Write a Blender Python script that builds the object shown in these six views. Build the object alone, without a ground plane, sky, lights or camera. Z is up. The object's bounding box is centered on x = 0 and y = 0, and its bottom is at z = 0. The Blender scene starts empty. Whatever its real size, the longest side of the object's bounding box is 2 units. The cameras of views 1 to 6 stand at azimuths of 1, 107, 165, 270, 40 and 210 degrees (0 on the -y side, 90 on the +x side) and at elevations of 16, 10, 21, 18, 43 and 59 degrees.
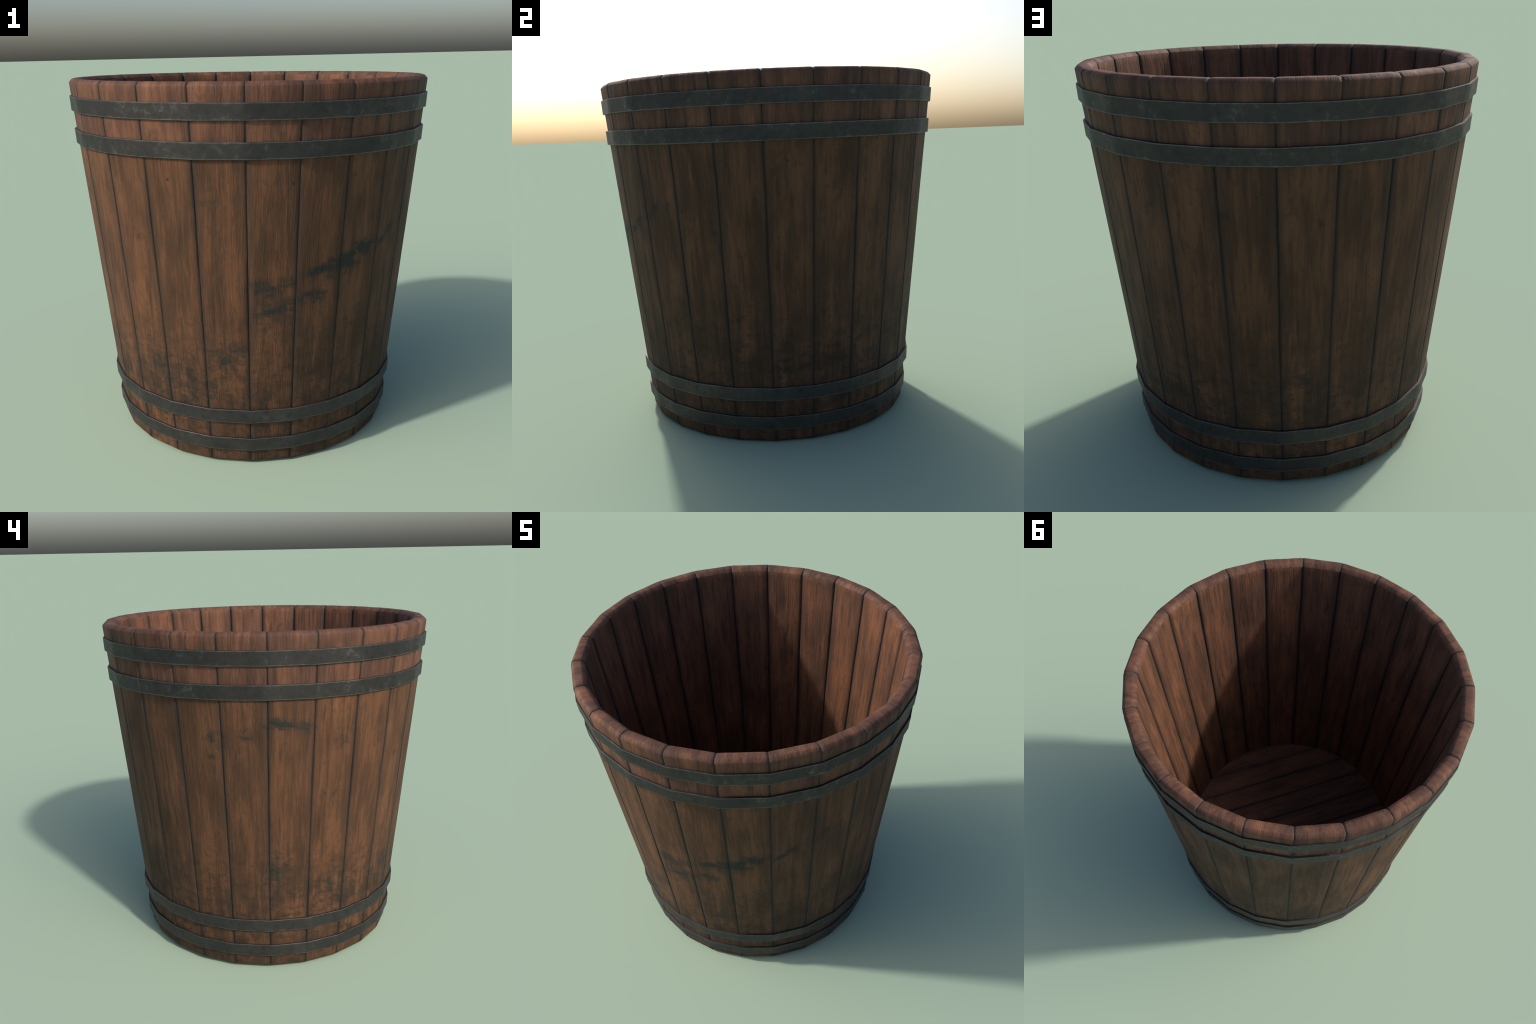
"""Old wooden bucket: tapered, coopered from 24 staves, held by four iron hoops,
with a boarded floor.  The whole bucket leans by about half a degree."""
import bpy, math, random
from mathutils import Vector, Matrix, noise

N_STAVES = 24
HALF = math.pi / N_STAVES                 # half the angle of one stave
LEAN = 0.0101                             # lean about the y axis, radians

# ---- profile of a stave in (radius, height), seen at its corner edges
R_TOP, Z_TOP = 0.9890, 1.9725             # outer wall, just under the rim chamfer
R_BOT, Z_BOT = 0.8084, 0.0225             # outer wall, just over the foot chamfer
SLOPE = (R_TOP - R_BOT) / (Z_TOP - Z_BOT)
RIM_OUT, RIM_IN, Z_RIM = 0.9718, 0.9325, 1.9902
R_IN_TOP, Z_IN_TOP = 0.9108, 1.9715       # inner wall under the inner chamfer
Z_FLOOR, R_FLOOR = 0.170, 0.7557
SLOPE_IN = (R_IN_TOP - R_FLOOR) / (Z_IN_TOP - Z_FLOOR)
Z_FOOT = 0.0081
R_FOOT_OUT = 0.7915
HOOPS = [  # height of top, radius there, height of bottom, radius there
    (1.9027, 0.9917, 1.8237, 0.9865),
    (1.7296, 0.9783, 1.6498, 0.9725),
    (0.3363, 0.8488, 0.2603, 0.8452),
    (0.1632, 0.8320, 0.0885, 0.8278),
]


def wall(z):
    return R_BOT + (z - Z_BOT) * SLOPE


def wall_in(z):
    return R_IN_TOP + (z - Z_IN_TOP) * SLOPE_IN


# ------------------------------------------------------------------ node helper
class Graph:
    def __init__(self, name):
        self.mat = bpy.data.materials.new(name)
        self.mat.use_nodes = True
        self.t = self.mat.node_tree
        self.t.nodes.clear()

    def node(self, kind, **props):
        n = self.t.nodes.new(kind)
        for k, v in props.items():
            setattr(n, k, v)
        return n

    def put(self, sock, v):
        if hasattr(v, "is_output"):
            self.t.links.new(v, sock)
        else:
            sock.default_value = v

    def math(self, op, a, b=None, c=None, clamp=False):
        n = self.node("ShaderNodeMath", operation=op, use_clamp=clamp)
        for i, v in enumerate((a, b, c)):
            if v is not None:
                self.put(n.inputs[i], v)
        return n.outputs[0]

    def vmath(self, op, a, b):
        n = self.node("ShaderNodeVectorMath", operation=op)
        self.put(n.inputs[0], a)
        self.put(n.inputs[1], b)
        return n.outputs[0]

    def noise(self, vec, scale, detail=3.0, rough=0.55, dist=0.0):
        n = self.node("ShaderNodeTexNoise")
        self.put(n.inputs["Vector"], vec)
        n.inputs["Scale"].default_value = scale
        n.inputs["Detail"].default_value = detail
        n.inputs["Roughness"].default_value = rough
        n.inputs["Distortion"].default_value = dist
        return n.outputs["Fac"]

    def step(self, v, lo, hi, a=0.0, b=1.0):
        n = self.node("ShaderNodeMapRange", interpolation_type="SMOOTHSTEP")
        self.put(n.inputs["Value"], v)
        for k, x in (("From Min", lo), ("From Max", hi), ("To Min", a), ("To Max", b)):
            self.put(n.inputs[k], x)
        return n.outputs[0]

    def ramp(self, fac, stops):
        n = self.node("ShaderNodeValToRGB")
        e = n.color_ramp.elements
        while len(e) < len(stops):
            e.new(0.5)
        for el, (p, c) in zip(e, stops):
            el.position = p
            el.color = (*c, 1)
        self.put(n.inputs[0], fac)
        return n.outputs[0]

    def mix(self, fac, a, b, mode="MIX"):
        n = self.node("ShaderNodeMix", data_type="RGBA", blend_type=mode)
        self.put(n.inputs[0], fac)
        for s, v in ((n.inputs[6], a), (n.inputs[7], b)):
            self.put(s, (*v, 1) if isinstance(v, tuple) else v)
        return n.outputs[2]

    def scale(self, vec, xyz):
        return self.vmath("MULTIPLY", vec, xyz)

    def sep(self, vec):
        n = self.node("ShaderNodeSeparateXYZ")
        self.put(n.inputs[0], vec)
        return n.outputs

    def comb(self, x, y, z):
        n = self.node("ShaderNodeCombineXYZ")
        for s, v in zip(n.inputs, (x, y, z)):
            self.put(s, v)
        return n.outputs[0]

    def finish(self, color, rough, height, bump, metallic=0.0, spec=0.5, dist=0.01):
        b = self.node("ShaderNodeBsdfPrincipled")
        o = self.node("ShaderNodeOutputMaterial")
        self.put(b.inputs["Base Color"], color)
        self.put(b.inputs["Roughness"], rough)
        self.put(b.inputs["Metallic"], metallic)
        self.put(b.inputs["Specular IOR Level"], spec)
        bm = self.node("ShaderNodeBump")
        bm.inputs["Strength"].default_value = bump
        bm.inputs["Distance"].default_value = dist
        self.put(bm.inputs["Height"], height)
        self.t.links.new(bm.outputs[0], b.inputs["Normal"])
        self.t.links.new(b.outputs[0], o.inputs[0])
        return self.mat


# ------------------------------------------------------------------ wood
# Spots of black-green mildew on the outside: azimuth (degrees), height,
# half length, half width (metres), tilt (degrees), strength.
MILDEW = [
    (22, 1.090, .100, .024, 14, 1.0), (31, 1.122, .130, .040, 17, 1.1), (39, 1.172, .100, .040, 22, 1.1),
    (51, 1.212, .110, .022, 30, 1.0), (62, 1.285, .09, .018, 38, .75), (33, 1.095, .120, .040, 14, .72), (26, 1.06, .16, .05, 14, .42),
    (5, 1.012, .095, .040, -22, .90), (12, 1.035, .08, .035, 8, .72),
    (20, .952, .100, .030, 6, .9), (9, .905, .17, .06, 12, .7),
    (7, .83, .13, .04, 14, .4), (38, .80, .13, .060, 28, .38), (57, 1.30, .10, .020, 35, .45),
    (72, 1.345, .12, .018, 38, .5),
    (-34, .545, .15, .055, 8, .58), (-7, .645, .13, .060, 22, .70),
    (-24, .45, .28, .15, 0, .50), (-35, 1.246, .05, .02, 0, .35), (-12, 1.46, .10, .04, -10, .4),
    (-86, 1.515, .095, .032, -8, .9), (-78, 1.495, .075, .032, -18, .75),
    (-107, 1.445, .085, .034, 5, .72), (-97, 1.462, .05, .032, 0, .68), (-106, 1.39, .08, .05, 0, .4),
    (-109, 1.335, .03, .014, 20, .7), (-66, 1.10, .035, .055, 0, .42), (-64, 1.43, .12, .05, 30, .42),
    (-86, .63, .10, .12, 0, .62), (-62, .50, .18, .14, 20, .46),
    (172, .62, .075, .025, -40, .75), (176, .56, .05, .035, -20, .7),
    (112, 1.44, .02, .06, 0, .45), (128, 1.43, .05, .035, -35, .55), (152, 1.43, .05, .02, -30, .5),
    (176, 1.40, .025, .02, 0, .55), (76, 1.30, .03, .06, -20, .45), (88, 1.18, .025, .10, 14, .5),
    (93, .73, .06, .025, 20, .5), (108, .50, .055, .07, 0, .55), (128, .484, .04, .02, 0, .6),
]
NAIL_HOLES = [(13, 1.535), (47, 1.535), (-70, 1.11), (112, 1.55), (-23, 1.55), (160, 1.52), (-140, 1.52)]


def wood(name, dark, mid, light, edge_grey, root, weathered, seed, board=False,
         joint_w=0.0145, joint_k=0.78, bump=0.6, wide=1.0, contrast=1.0):
    """Wood whose fibres run along local z (staves) or local x (floor boards)."""
    g = Graph(name)
    tc = g.node("ShaderNodeTexCoord")
    rnd = g.node("ShaderNodeObjectInfo").outputs["Random"]
    loc = tc.outputs["Object"]
    if board:
        sx = g.sep(loc)
        fib = g.comb(sx[1], sx[2], sx[0])
    else:
        fib = loc
    off = g.math("MULTIPLY_ADD", rnd, 37.0, seed)
    fib = g.vmath("ADD", fib, g.comb(off, g.math("MULTIPLY", off, 0.37), off))
    # slow waviness of the grain
    wv = g.noise(g.scale(fib, (2.0, 2.0, 1.3)), 1.0, 2.0)
    fx = g.sep(fib)
    wav = g.comb(g.math("MULTIPLY_ADD", wv, 0.055, fx[0]), fx[1], fx[2])
    coarse = g.noise(g.scale(wav, (16 / wide, 5, 2.0)), 1.0, 3.0, 0.55)
    streak = g.noise(g.scale(wav, (50 / wide, 12, 3.6)), 1.0, 4.0, 0.6, 0.3)
    fine = g.noise(g.scale(wav, (190, 40, 14.0)), 1.0, 3.0, 0.6)
    patch = g.noise(g.scale(fib, (5.0, 5.0, 3.0)), 1.0, 4.0, 0.6)
    blotch = g.noise(g.scale(fib, (20, 20, 12)), 1.0, 4.0, 0.6, 0.4)
    v = g.math("MULTIPLY", coarse, 0.31)
    v = g.math("MULTIPLY_ADD", streak, 0.29, v)
    v = g.math("MULTIPLY_ADD", fine, 0.13, v)
    v = g.math("MULTIPLY_ADD", patch, 0.36, v)
    v = g.math("MULTIPLY_ADD", g.math("SUBTRACT", rnd, 0.5), 0.05, v)
    v = g.math("MULTIPLY_ADD", g.math("SUBTRACT", v, 0.52), contrast, 0.52)
    mid2 = tuple((a + b) / 2 for a, b in zip(mid, dark))
    col = g.ramp(v, [(0.375, dark), (0.445, mid2), (0.515, mid), (0.60, tuple((a + b) / 2 for a, b in zip(mid, light))), (0.70, light)])
    # short, darker fibres
    col = g.mix(g.math("MULTIPLY", g.step(streak, 0.42, 0.30), 0.45), col, dark)
    # grubby patches, greyer and duller
    grub = g.math("MULTIPLY", g.step(blotch, 0.50, 0.68), g.step(patch, 0.42, 0.62))
    grey_dark = tuple(0.62 * d for d in (dark[0], dark[0] * .72, dark[0] * .55))
    col = g.mix(g.math("MULTIPLY", grub, 0.42), col, grey_dark)
    # across the piece: rubbed grey shoulders, dark line at the joint
    lx = g.sep(loc)
    if board:
        e = g.math("SUBTRACT", 0.083, g.math("ABSOLUTE", lx[1]))
    else:
        half_w = g.math("MULTIPLY", lx[1], -math.tan(HALF))
        e = g.math("SUBTRACT", half_w, g.math("ABSOLUTE", lx[0]))
    wob = g.noise(g.scale(fib, (25, 25, 9)), 1.0, 3.0, 0.6)
    e2 = g.math("MULTIPLY_ADD", g.math("SUBTRACT", wob, 0.5), 0.022, e)
    shoulder = g.step(e2, 0.042, 0.010, 0.0, 0.55)
    col = g.mix(g.math("MULTIPLY", shoulder, g.step(fine, 0.35, 0.6, 0.6, 1.0)), col, edge_grey)
    e3 = g.math("MULTIPLY_ADD", g.math("SUBTRACT", wob, 0.5), 0.016, e)
    lx0 = g.math("SIGN", lx[1] if board else lx[0])
    uneven = g.noise(g.comb(off, lx0, g.math("MULTIPLY", lx[0] if board else lx[2], 1.6)), 1.0, 2.0, 0.5)
    joint = g.math("MULTIPLY", g.step(e3, joint_w, 0.0015), g.step(uneven, 0.34, 0.64, joint_k * .38, joint_k))
    broad = g.math("MULTIPLY", g.step(e2, 0.052, 0.0), g.step(uneven, 0.48, 0.70, 0.08, 0.48))  # soft shading beside the joints, painted into the wood as a darker tone
    col = g.mix(broad, col, tuple(.72 * d for d in dark))
    col = g.mix(joint, col, (0.012, 0.0125, 0.0125))
    # tiny specks
    sp = g.noise(g.scale(fib, (60, 60, 34)), 1.0, 2.0, 0.5)
    speck = g.math("MULTIPLY", g.step(sp, 0.695, 0.75), g.step(patch, 0.46, 0.6))
    col = g.mix(g.math("MULTIPLY", speck, 0.65), col, (0.016, 0.016, 0.014))
    stain = 0.0
    if weathered:
        tr = g.node("ShaderNodeTexCoord", object=root).outputs["Object"]
        p = g.sep(tr)
        az = g.math("ARCTAN2", p[0], g.math("MULTIPLY", p[1], -1.0))
        outer = g.vmath("MULTIPLY", tr, (1, 1, 0))
        ln = g.node("ShaderNodeVectorMath", operation="LENGTH")
        g.put(ln.inputs[0], outer)
        out_wall = g.step(g.math("SUBTRACT", ln.outputs["Value"],
                                 g.math("MULTIPLY_ADD", p[2], SLOPE, wall(0) - 0.055)), 0.0, 0.012)
        R = 0.9
        flat = g.comb(g.math("MULTIPLY", az, R), p[2], 0.0)
        ragged = g.noise(g.comb(g.math("MULTIPLY", az, R * 17), g.math("MULTIPLY", p[2], 26), 3.0), 1.0, 5.0, 0.72, 0.5)
        big = g.noise(g.comb(g.math("MULTIPLY", az, R * 7), g.math("MULTIPLY", p[2], 8), 9.0), 1.0, 3.0, 0.6)
        total = None
        for a, z, L, W, tilt, k in MILDEW:
            m = g.node("ShaderNodeMapping", vector_type="TEXTURE")
            m.inputs["Location"].default_value = (math.radians(a) * R, z, 0)
            m.inputs["Rotation"].default_value = (0, 0, math.radians(tilt))
            m.inputs["Scale"].default_value = (L * 1.6, W * 2.2, 1)
            g.put(m.inputs[0], flat)
            gr = g.node("ShaderNodeTexGradient", gradient_type="SPHERICAL")
            g.put(gr.inputs[0], m.outputs[0])
            w = g.math("MULTIPLY", g.step(gr.outputs["Fac"], 0.0, 0.95), k)
            total = w if total is None else g.math("MAXIMUM", total, w)
        for a, z in NAIL_HOLES:
            d = g.node("ShaderNodeVectorMath", operation="DISTANCE")
            g.put(d.inputs[0], flat)
            d.inputs[1].default_value = (math.radians(a) * R, z, 0)
            total = g.math("MAXIMUM", total, g.step(d.outputs["Value"], 0.011, 0.004, 0.0, 0.95))
        edge = g.math("ADD", g.math("MULTIPLY", total, 1.05), g.math("MULTIPLY", g.math("SUBTRACT", ragged, 0.5), 3.0))
        pepper = g.noise(g.comb(g.math("MULTIPLY", az, R * 70), g.math("MULTIPLY", p[2], 80), 6.0), 1.0, 3.0, 0.6)
        edge = g.math("MULTIPLY_ADD", g.math("SUBTRACT", pepper, 0.5), 1.1, edge)
        stain = g.math("MULTIPLY", g.step(edge, 0.26, 1.20), g.step(total, 0.02, 0.25))
        stain = g.math("MULTIPLY", stain, g.step(total, 0.2, 0.9, 0.62, 0.93))
        stain = g.math("MULTIPLY", stain, out_wall)
        # soil mottling and a soft darkening, mostly in the lower half
        low = g.step(g.math("MULTIPLY_ADD", g.math("SUBTRACT", big, 0.5), 1.2, p[2]), 1.05, 0.3, 0.0, 1.0)
        soil = g.math("MULTIPLY", g.math("MULTIPLY", g.step(g.math("MULTIPLY_ADD", pepper, 0.3, g.math("MULTIPLY", ragged, 0.7)), 0.475, 0.62), low), g.math("MULTIPLY", out_wall, 0.80))
        low_dark = g.math("MULTIPLY", g.math("MULTIPLY", g.step(big, 0.47, 0.64), g.step(p[2], 1.0, 0.45)),
                      g.math("MULTIPLY", g.step(ragged, 0.30, 0.62, 0.35, 0.75), out_wall))
        col = g.mix(low_dark, col, (0.026, 0.0165, 0.0100))
        halo = g.math("MULTIPLY", g.math("MULTIPLY", g.step(total, 0.05, 0.9), out_wall), g.step(ragged, 0.34, 0.60, 0.08, 0.66))
        col = g.mix(halo, col, (0.022, 0.020, 0.015))
        col = g.mix(soil, col, (0.022, 0.018, 0.013))
        col = g.mix(stain, col, (0.013, 0.018, 0.016))
    h = g.math("MULTIPLY", streak, 0.55)
    h = g.math("MULTIPLY_ADD", fine, 0.50, h)
    h = g.math("MULTIPLY_ADD", blotch, 0.30, h)
    rough = g.step(v, 0.35, 0.7, 0.78, 0.64)
    return g.finish(col, rough, h, bump, spec=0.27, dist=0.010)


def iron(name, tone, chips):
    g = Graph(name)
    tc = g.node("ShaderNodeTexCoord")
    rnd = g.node("ShaderNodeObjectInfo").outputs["Random"]
    o = g.vmath("ADD", tc.outputs["Object"], g.comb(g.math("MULTIPLY", rnd, 11), rnd, g.math("MULTIPLY", rnd, 5)))
    big = g.noise(o, 5.0, 4.0, 0.6)
    mid = g.noise(o, 26.0, 5.0, 0.65, 0.3)
    grain = g.noise(g.scale(o, (90, 90, 60)), 1.0, 4.0, 0.6)
    col = g.ramp(g.math("MULTIPLY_ADD", mid, 0.5, g.math("MULTIPLY", big, 0.5)),
                 [(p, tuple(c * tone for c in k)) for p, k in (
                     (0.36, (0.050, 0.047, 0.047)), (0.52, (0.062, 0.0585, 0.0575)), (0.66, (0.080, 0.075, 0.073)))])
    # chipped, rubbed spots
    chip = g.math("MULTIPLY", g.step(mid, 0.56, 0.67), g.step(big, 0.44, 0.58))
    col = g.mix(g.math("MULTIPLY", chip, chips), col, (0.19, 0.187, 0.176))
    pit = g.math("MULTIPLY", g.step(mid, 0.42, 0.33), 0.5)
    col = g.mix(pit, col, (0.036, 0.039, 0.043))
    # bright worn arrises at the upper and lower edges
    z = g.sep(tc.outputs["Generated"])[2]
    d = g.math("ABSOLUTE", g.math("SUBTRACT", z, 0.5))
    wear = g.step(g.math("MULTIPLY_ADD", g.math("SUBTRACT", mid, 0.5), 0.10, d), 0.405, 0.46, 0.0, 0.70)
    up = g.sep(g.node("ShaderNodeNewGeometry").outputs["Normal"])[2]
    wear = g.math("MULTIPLY", wear, g.step(up, 0.6, 0.2))
    col = g.mix(wear, col, (0.17, 0.168, 0.160))
    h = g.math("MULTIPLY_ADD", grain, 0.5, g.math("MULTIPLY", mid, 0.6))
    rough = g.step(grain, 0.3, 0.7, 0.50, 0.62)
    return g.finish(col, rough, h, 0.25, metallic=0.9, spec=0.5, dist=0.006)


# ------------------------------------------------------------------ geometry
def link(obj, parent):
    bpy.context.scene.collection.objects.link(obj)
    obj.parent = parent
    return obj


def rounded_by_turning(mesh):
    """Shade the outside as if it were turned on a lathe (every vertex normal
    swings about the axis by the vertex's own bearing), leave the inside flat,
    and let both roll over softly towards the long edges of the stave."""
    out = []
    for v in mesh.vertices:
        n = mesh.vertex_normals[v.index].vector
        a = math.atan2(v.co.x, -v.co.y)
        u = a / HALF
        roll = math.copysign(max(0.0, (abs(u) - .74) / .26) ** 1.5, u) * math.radians(15)
        a = -roll if n.y > 0.3 else a + roll
        out.append(Matrix.Rotation(a, 3, "Z") @ n)
    return out


def stave_profile():
    """Closed loop (radius, height) round the length section of one stave."""
    c = 0.0022                                             # tight rounding
    pts = [(R_FOOT_OUT, Z_FOOT), (R_BOT - c * .7, Z_BOT - c * .7), (R_BOT, Z_BOT + c)]
    nz = 64
    for i in range(1, nz):
        z = Z_BOT + c + (Z_TOP - Z_BOT - 2 * c) * i / nz
        pts.append((wall(z), z))
    pts += [(wall(Z_TOP - c), Z_TOP - c), (R_TOP - c * .7, Z_TOP + c * .7),
            (RIM_OUT + c, Z_RIM - c * .8), (RIM_OUT - c, Z_RIM),
            ((RIM_OUT + RIM_IN) / 2, Z_RIM), (RIM_IN + c, Z_RIM),
            (RIM_IN - c, Z_RIM - c * .8), (R_IN_TOP + c, Z_IN_TOP + c * .8), (R_IN_TOP - c * .1, Z_IN_TOP - c)]
    for i in range(1, nz):
        z = Z_IN_TOP - c + (0.05 - Z_IN_TOP + c) * i / nz
        pts.append((wall_in(z), z))
    pts += [(wall_in(0.05), 0.05), (wall_in(Z_FOOT) + c, Z_FOOT)]
    return pts


ACROSS = [-1, -.985, -.965, -.94, -.90, -.82, -.6, -.3, 0, .3, .6, .82, .90, .94, .965, .985, 1]


def make_stave(seed):
    pts = stave_profile()
    n = len(pts)
    verts, faces, mats = [], [], []
    sh = Vector((seed * 7.3, seed * 3.1, seed * 1.7))
    for i, (r, z) in enumerate(pts):
        (r0, z0), (r1, z1) = pts[i - 1], pts[(i + 1) % n]
        t = Vector((r1 - r0, z1 - z0)).normalized()
        nr, nz = t.y, -t.x                                 # outward of the section
        rim, inside = z > Z_TOP - .01, r < (wall(z) + wall_in(z)) / 2
        depth, spread = (0.0036, 1.1) if rim else (0.0046, 1.5) if inside else (0.0034, 1.0)
        hw = r * math.sin(HALF) - 0.0003
        for u in ACROSS:
            e = hw * (1 - abs(u))
            wob = noise.noise(Vector((u * .1 + (5 if u > 0 else 0), i * .02, z * 5)) + sh)
            nick = max(0.0, noise.noise(Vector((9 if u > 0 else 2, z * 14, r * 3)) + sh) - .35) * .012
            width = (0.0085 + 0.0035 * wob) * spread + nick
            d = 0.0
            if e < width:
                d = depth * (1 - e / width) ** 1.6
            lump = 0.0013 * noise.noise(Vector((u * 2.4, z * 3.2, r * 4)) + sh) \
                + 0.0006 * noise.noise(Vector((u * 7, z * 9, r * 4)) + sh)
            k = d - lump * (1 - abs(u) ** 4)
            if i in (0, n - 1):
                k = 0.0
            rr, zz = r - nr * k, z - nz * k
            verts.append((u * hw, -r * math.cos(HALF) + nr * k, zz))
    m = len(ACROSS)
    z_change = 1.69                                        # hidden under the second hoop
    for i in range(n):
        j = (i + 1) % n
        za = (pts[i][1] + pts[j][1]) / 2
        ra = (pts[i][0] + pts[j][0]) / 2
        outside = ra > (wall(za) + wall_in(za)) / 2
        slot = 0 if outside and za < z_change else 1 if outside or za > Z_IN_TOP - .002 else 2
        for k in range(m - 1):
            faces.append((i * m + k, i * m + k + 1, j * m + k + 1, j * m + k))
            mats.append(slot)
    faces.append([i * m for i in range(n)])
    faces.append([i * m + m - 1 for i in range(n)][::-1])
    mats += [1, 1]
    me = bpy.data.meshes.new("stave")
    me.from_pydata(verts, [], faces)
    me.polygons.foreach_set("material_index", mats)
    me.polygons.foreach_set("use_smooth", [True] * (len(faces) - 2) + [False] * 2)
    me.update()
    me.normals_split_custom_set_from_vertices(rounded_by_turning(me))
    return me


def make_hoop(zt, rt, zb, rb, seed):
    """Flat iron band bent at every joint; the origin sits at its middle height."""
    zc = (zt + zb) / 2
    b = 0.0022
    t = Vector((rt - rb, zt - zb)).normalized()
    ring = [(wall(zb) - .004, zb), (rb - b, zb), (rb + t.x * b, zb + b)]
    for f in (.2, .5, .8):
        ring.append((rb + (rt - rb) * f, zb + (zt - zb) * f))
    c = b * .6
    ring += [(rt - t.x * c, zt - c), (rt - c, zt), (wall(zt) - .004, zt)]
    seg = 6
    n = len(ring)
    verts, faces = [], []
    for i in range(N_STAVES * seg):
        k, f = divmod(i, seg)
        a0, a1 = k * 2 * HALF, (k + 1) * 2 * HALF
        for j, (r, z) in enumerate(ring):
            p0 = Vector((math.sin(a0), -math.cos(a0)))
            p1 = Vector((math.sin(a1), -math.cos(a1)))
            p = p0.lerp(p1, f / seg)
            q = Vector((p.x * 9, p.y * 9, z * 8 + seed * 5))
            dz = 0.0012 * noise.noise(q) if 0 < j < n - 1 else 0.0
            dr = 0.0010 * noise.noise(q * 1.7 + Vector((3, 1, 2)))
            if j in (0, n - 1):
                dr = 0.0
            verts.append((p.x * (r + dr), p.y * (r + dr), z + dz - zc))
    tot = N_STAVES * seg
    for i in range(tot):
        for j in range(n):
            i2, j2 = (i + 1) % tot, (j + 1) % n
            faces.append((i * n + j, i2 * n + j, i2 * n + j2, i * n + j2))
    me = bpy.data.meshes.new("hoop")
    me.from_pydata(verts, [], faces)
    me.polygons.foreach_set("use_smooth", [True] * len(faces))
    me.update()
    return me, zc


def clip(poly, nx, ny, d):
    """Part of a convex polygon where nx*x + ny*y <= d."""
    out = []
    for i, p in enumerate(poly):
        q = poly[(i + 1) % len(poly)]
        sp, sq = nx * p[0] + ny * p[1] - d, nx * q[0] + ny * q[1] - d
        if sp <= 0:
            out.append(p)
        if sp * sq < 0:
            f = sp / (sp - sq)
            out.append((p[0] + (q[0] - p[0]) * f, p[1] + (q[1] - p[1]) * f))
    return out


def make_floor_board(lo, hi, thick):
    """One plank of the round floor, long side on local x, middle at local y = 0."""
    c = (lo + hi) / 2
    circle = [(0.7600 * math.cos(a), 0.7600 * math.sin(a) - c)
              for a in [i * HALF for i in range(2 * N_STAVES)]]
    poly = clip(clip(circle, 0, 1, (hi - lo) / 2 - .0006), 0, -1, (hi - lo) / 2 - .0006)
    bv = 0.005
    inner = [(x * (1 - bv / .7), y - math.copysign(min(bv, abs(y)), y)) for x, y in poly]
    n = len(poly)
    verts = [(x, y, -thick) for x, y in poly] + [(x, y, -bv) for x, y in poly] + [(x, y, 0) for x, y in inner]
    faces = [list(range(n))[::-1], [2 * n + i for i in range(n)]]
    for L in (0, n):
        for i in range(n):
            j = (i + 1) % n
            faces.append((L + i, L + j, L + n + j, L + n + i))
    me = bpy.data.meshes.new("floor_board")
    me.from_pydata(verts, [], faces)
    me.update()
    return me


# ------------------------------------------------------------------ assemble
random.seed(4)
bucket = bpy.data.objects.new("wooden_bucket", None)
bpy.context.scene.collection.objects.link(bucket)
bucket["label"] = "tapered dark wooden bucket of staves with four iron hoops"
bucket["category"] = "wooden bucket"
bucket.rotation_euler = (0, LEAN, 0)
bucket.location = (-0.0198, 0, 0)

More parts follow.
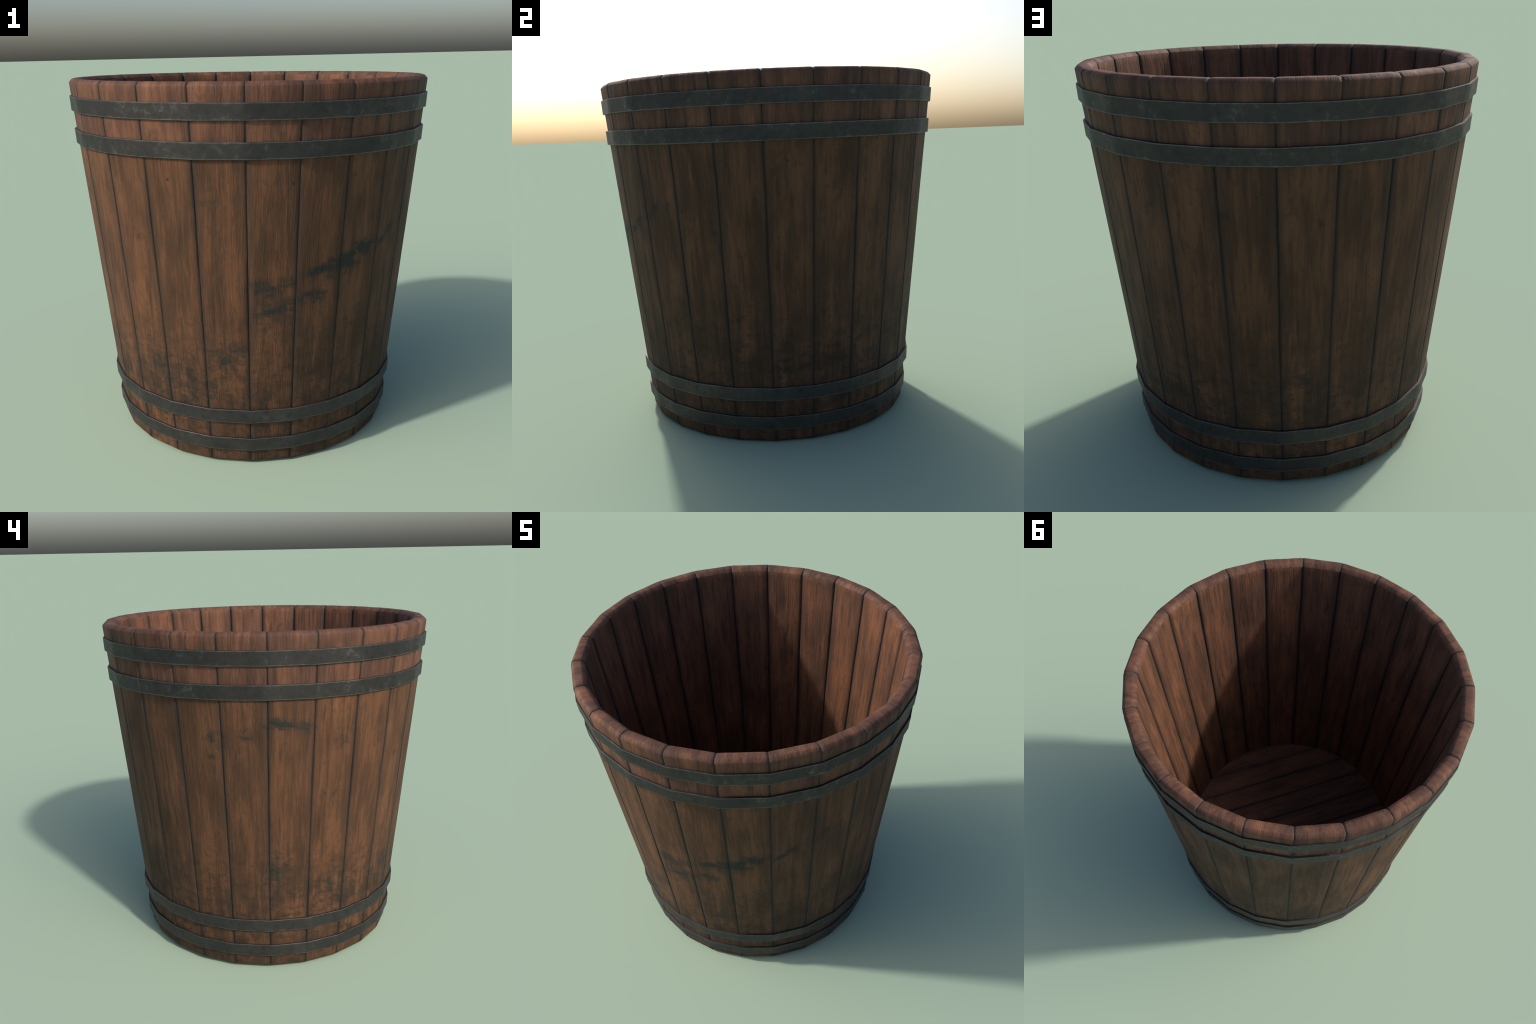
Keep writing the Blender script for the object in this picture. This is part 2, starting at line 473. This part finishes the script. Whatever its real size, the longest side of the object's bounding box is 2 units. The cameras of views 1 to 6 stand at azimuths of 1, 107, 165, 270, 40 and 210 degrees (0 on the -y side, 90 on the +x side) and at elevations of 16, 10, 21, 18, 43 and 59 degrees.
body_wood = wood("stave_wood", (0.039, 0.0195, 0.0102), (0.069, 0.0325, 0.0162), (0.160, 0.067, 0.0300),
                 (0.062, 0.035, 0.024), bucket, True, 1.3)
rim_wood = wood("stave_end_wood", (0.043, 0.0220, 0.0155), (0.086, 0.0395, 0.0250), (0.190, 0.081, 0.0430),
                (0.074, 0.043, 0.032), bucket, False, 5.1, joint_w=0.012, joint_k=0.62, wide=1.3, contrast=1.15, bump=0.55)
inner_wood = wood("stave_inner_wood", (0.043, 0.0220, 0.0135), (0.098, 0.0470, 0.0265), (0.225, 0.094, 0.0470),
                  (0.066, 0.039, 0.028), bucket, False, 3.4, joint_w=0.0185, joint_k=0.85, bump=0.6, contrast=1.0)
floor_wood = wood("floor_wood", (0.040, 0.022, 0.0155), (0.094, 0.047, 0.029), (0.175, 0.077, 0.043),
                  (0.068, 0.043, 0.033), bucket, False, 9.7, board=True)
upper_iron = iron("dark_iron", 0.95, 0.32)
lower_iron = iron("lightened_iron", 1.12, 0.10)  # base colour lightened for the brighter ground reflection on the lower hoops

stave_meshes = []
for s in range(6):
    me = make_stave(s + 1)
    me.materials.append(body_wood)
    me.materials.append(rim_wood)
    me.materials.append(inner_wood)
    stave_meshes.append(me)
order = [i % 6 for i in range(N_STAVES)]
random.shuffle(order)
first = None
for i in range(N_STAVES):
    if first is None:
        first = ob = bpy.data.objects.new("stave", stave_meshes[order[i]])
    else:
        ob = first.copy()
        ob.data = stave_meshes[order[i]]
    ob.rotation_euler = (0, 0, (2 * i + 1) * HALF)
    link(ob, bucket)

for s, (zt, rt, zb, rb) in enumerate(HOOPS):
    me, zc = make_hoop(zt, rt, zb, rb, s)
    me.materials.append(upper_iron if zc > 1 else lower_iron)
    ob = bpy.data.objects.new("hoop", me)
    ob.location = (0, 0, zc)
    link(ob, bucket)
    mod = ob.modifiers.new("edges", "EDGE_SPLIT")
    mod.split_angle = math.radians(35)

BOARD = 0.168
ANGLE = math.radians(52)
lines = [-0.76] + [0.10 + BOARD * k for k in range(-4, 4)] + [0.76]
lines = [l for l in lines if -0.761 <= l <= 0.761]
for lo, hi in zip(lines, lines[1:]):
    me = make_floor_board(-hi, -lo, 0.06)
    me.materials.append(floor_wood)
    ob = bpy.data.objects.new("floor_board", me)
    c = -(lo + hi) / 2
    ob.rotation_euler = (0, 0, ANGLE)
    ob.location = (-math.sin(ANGLE) * c, math.cos(ANGLE) * c, Z_FLOOR)
    link(ob, bucket)
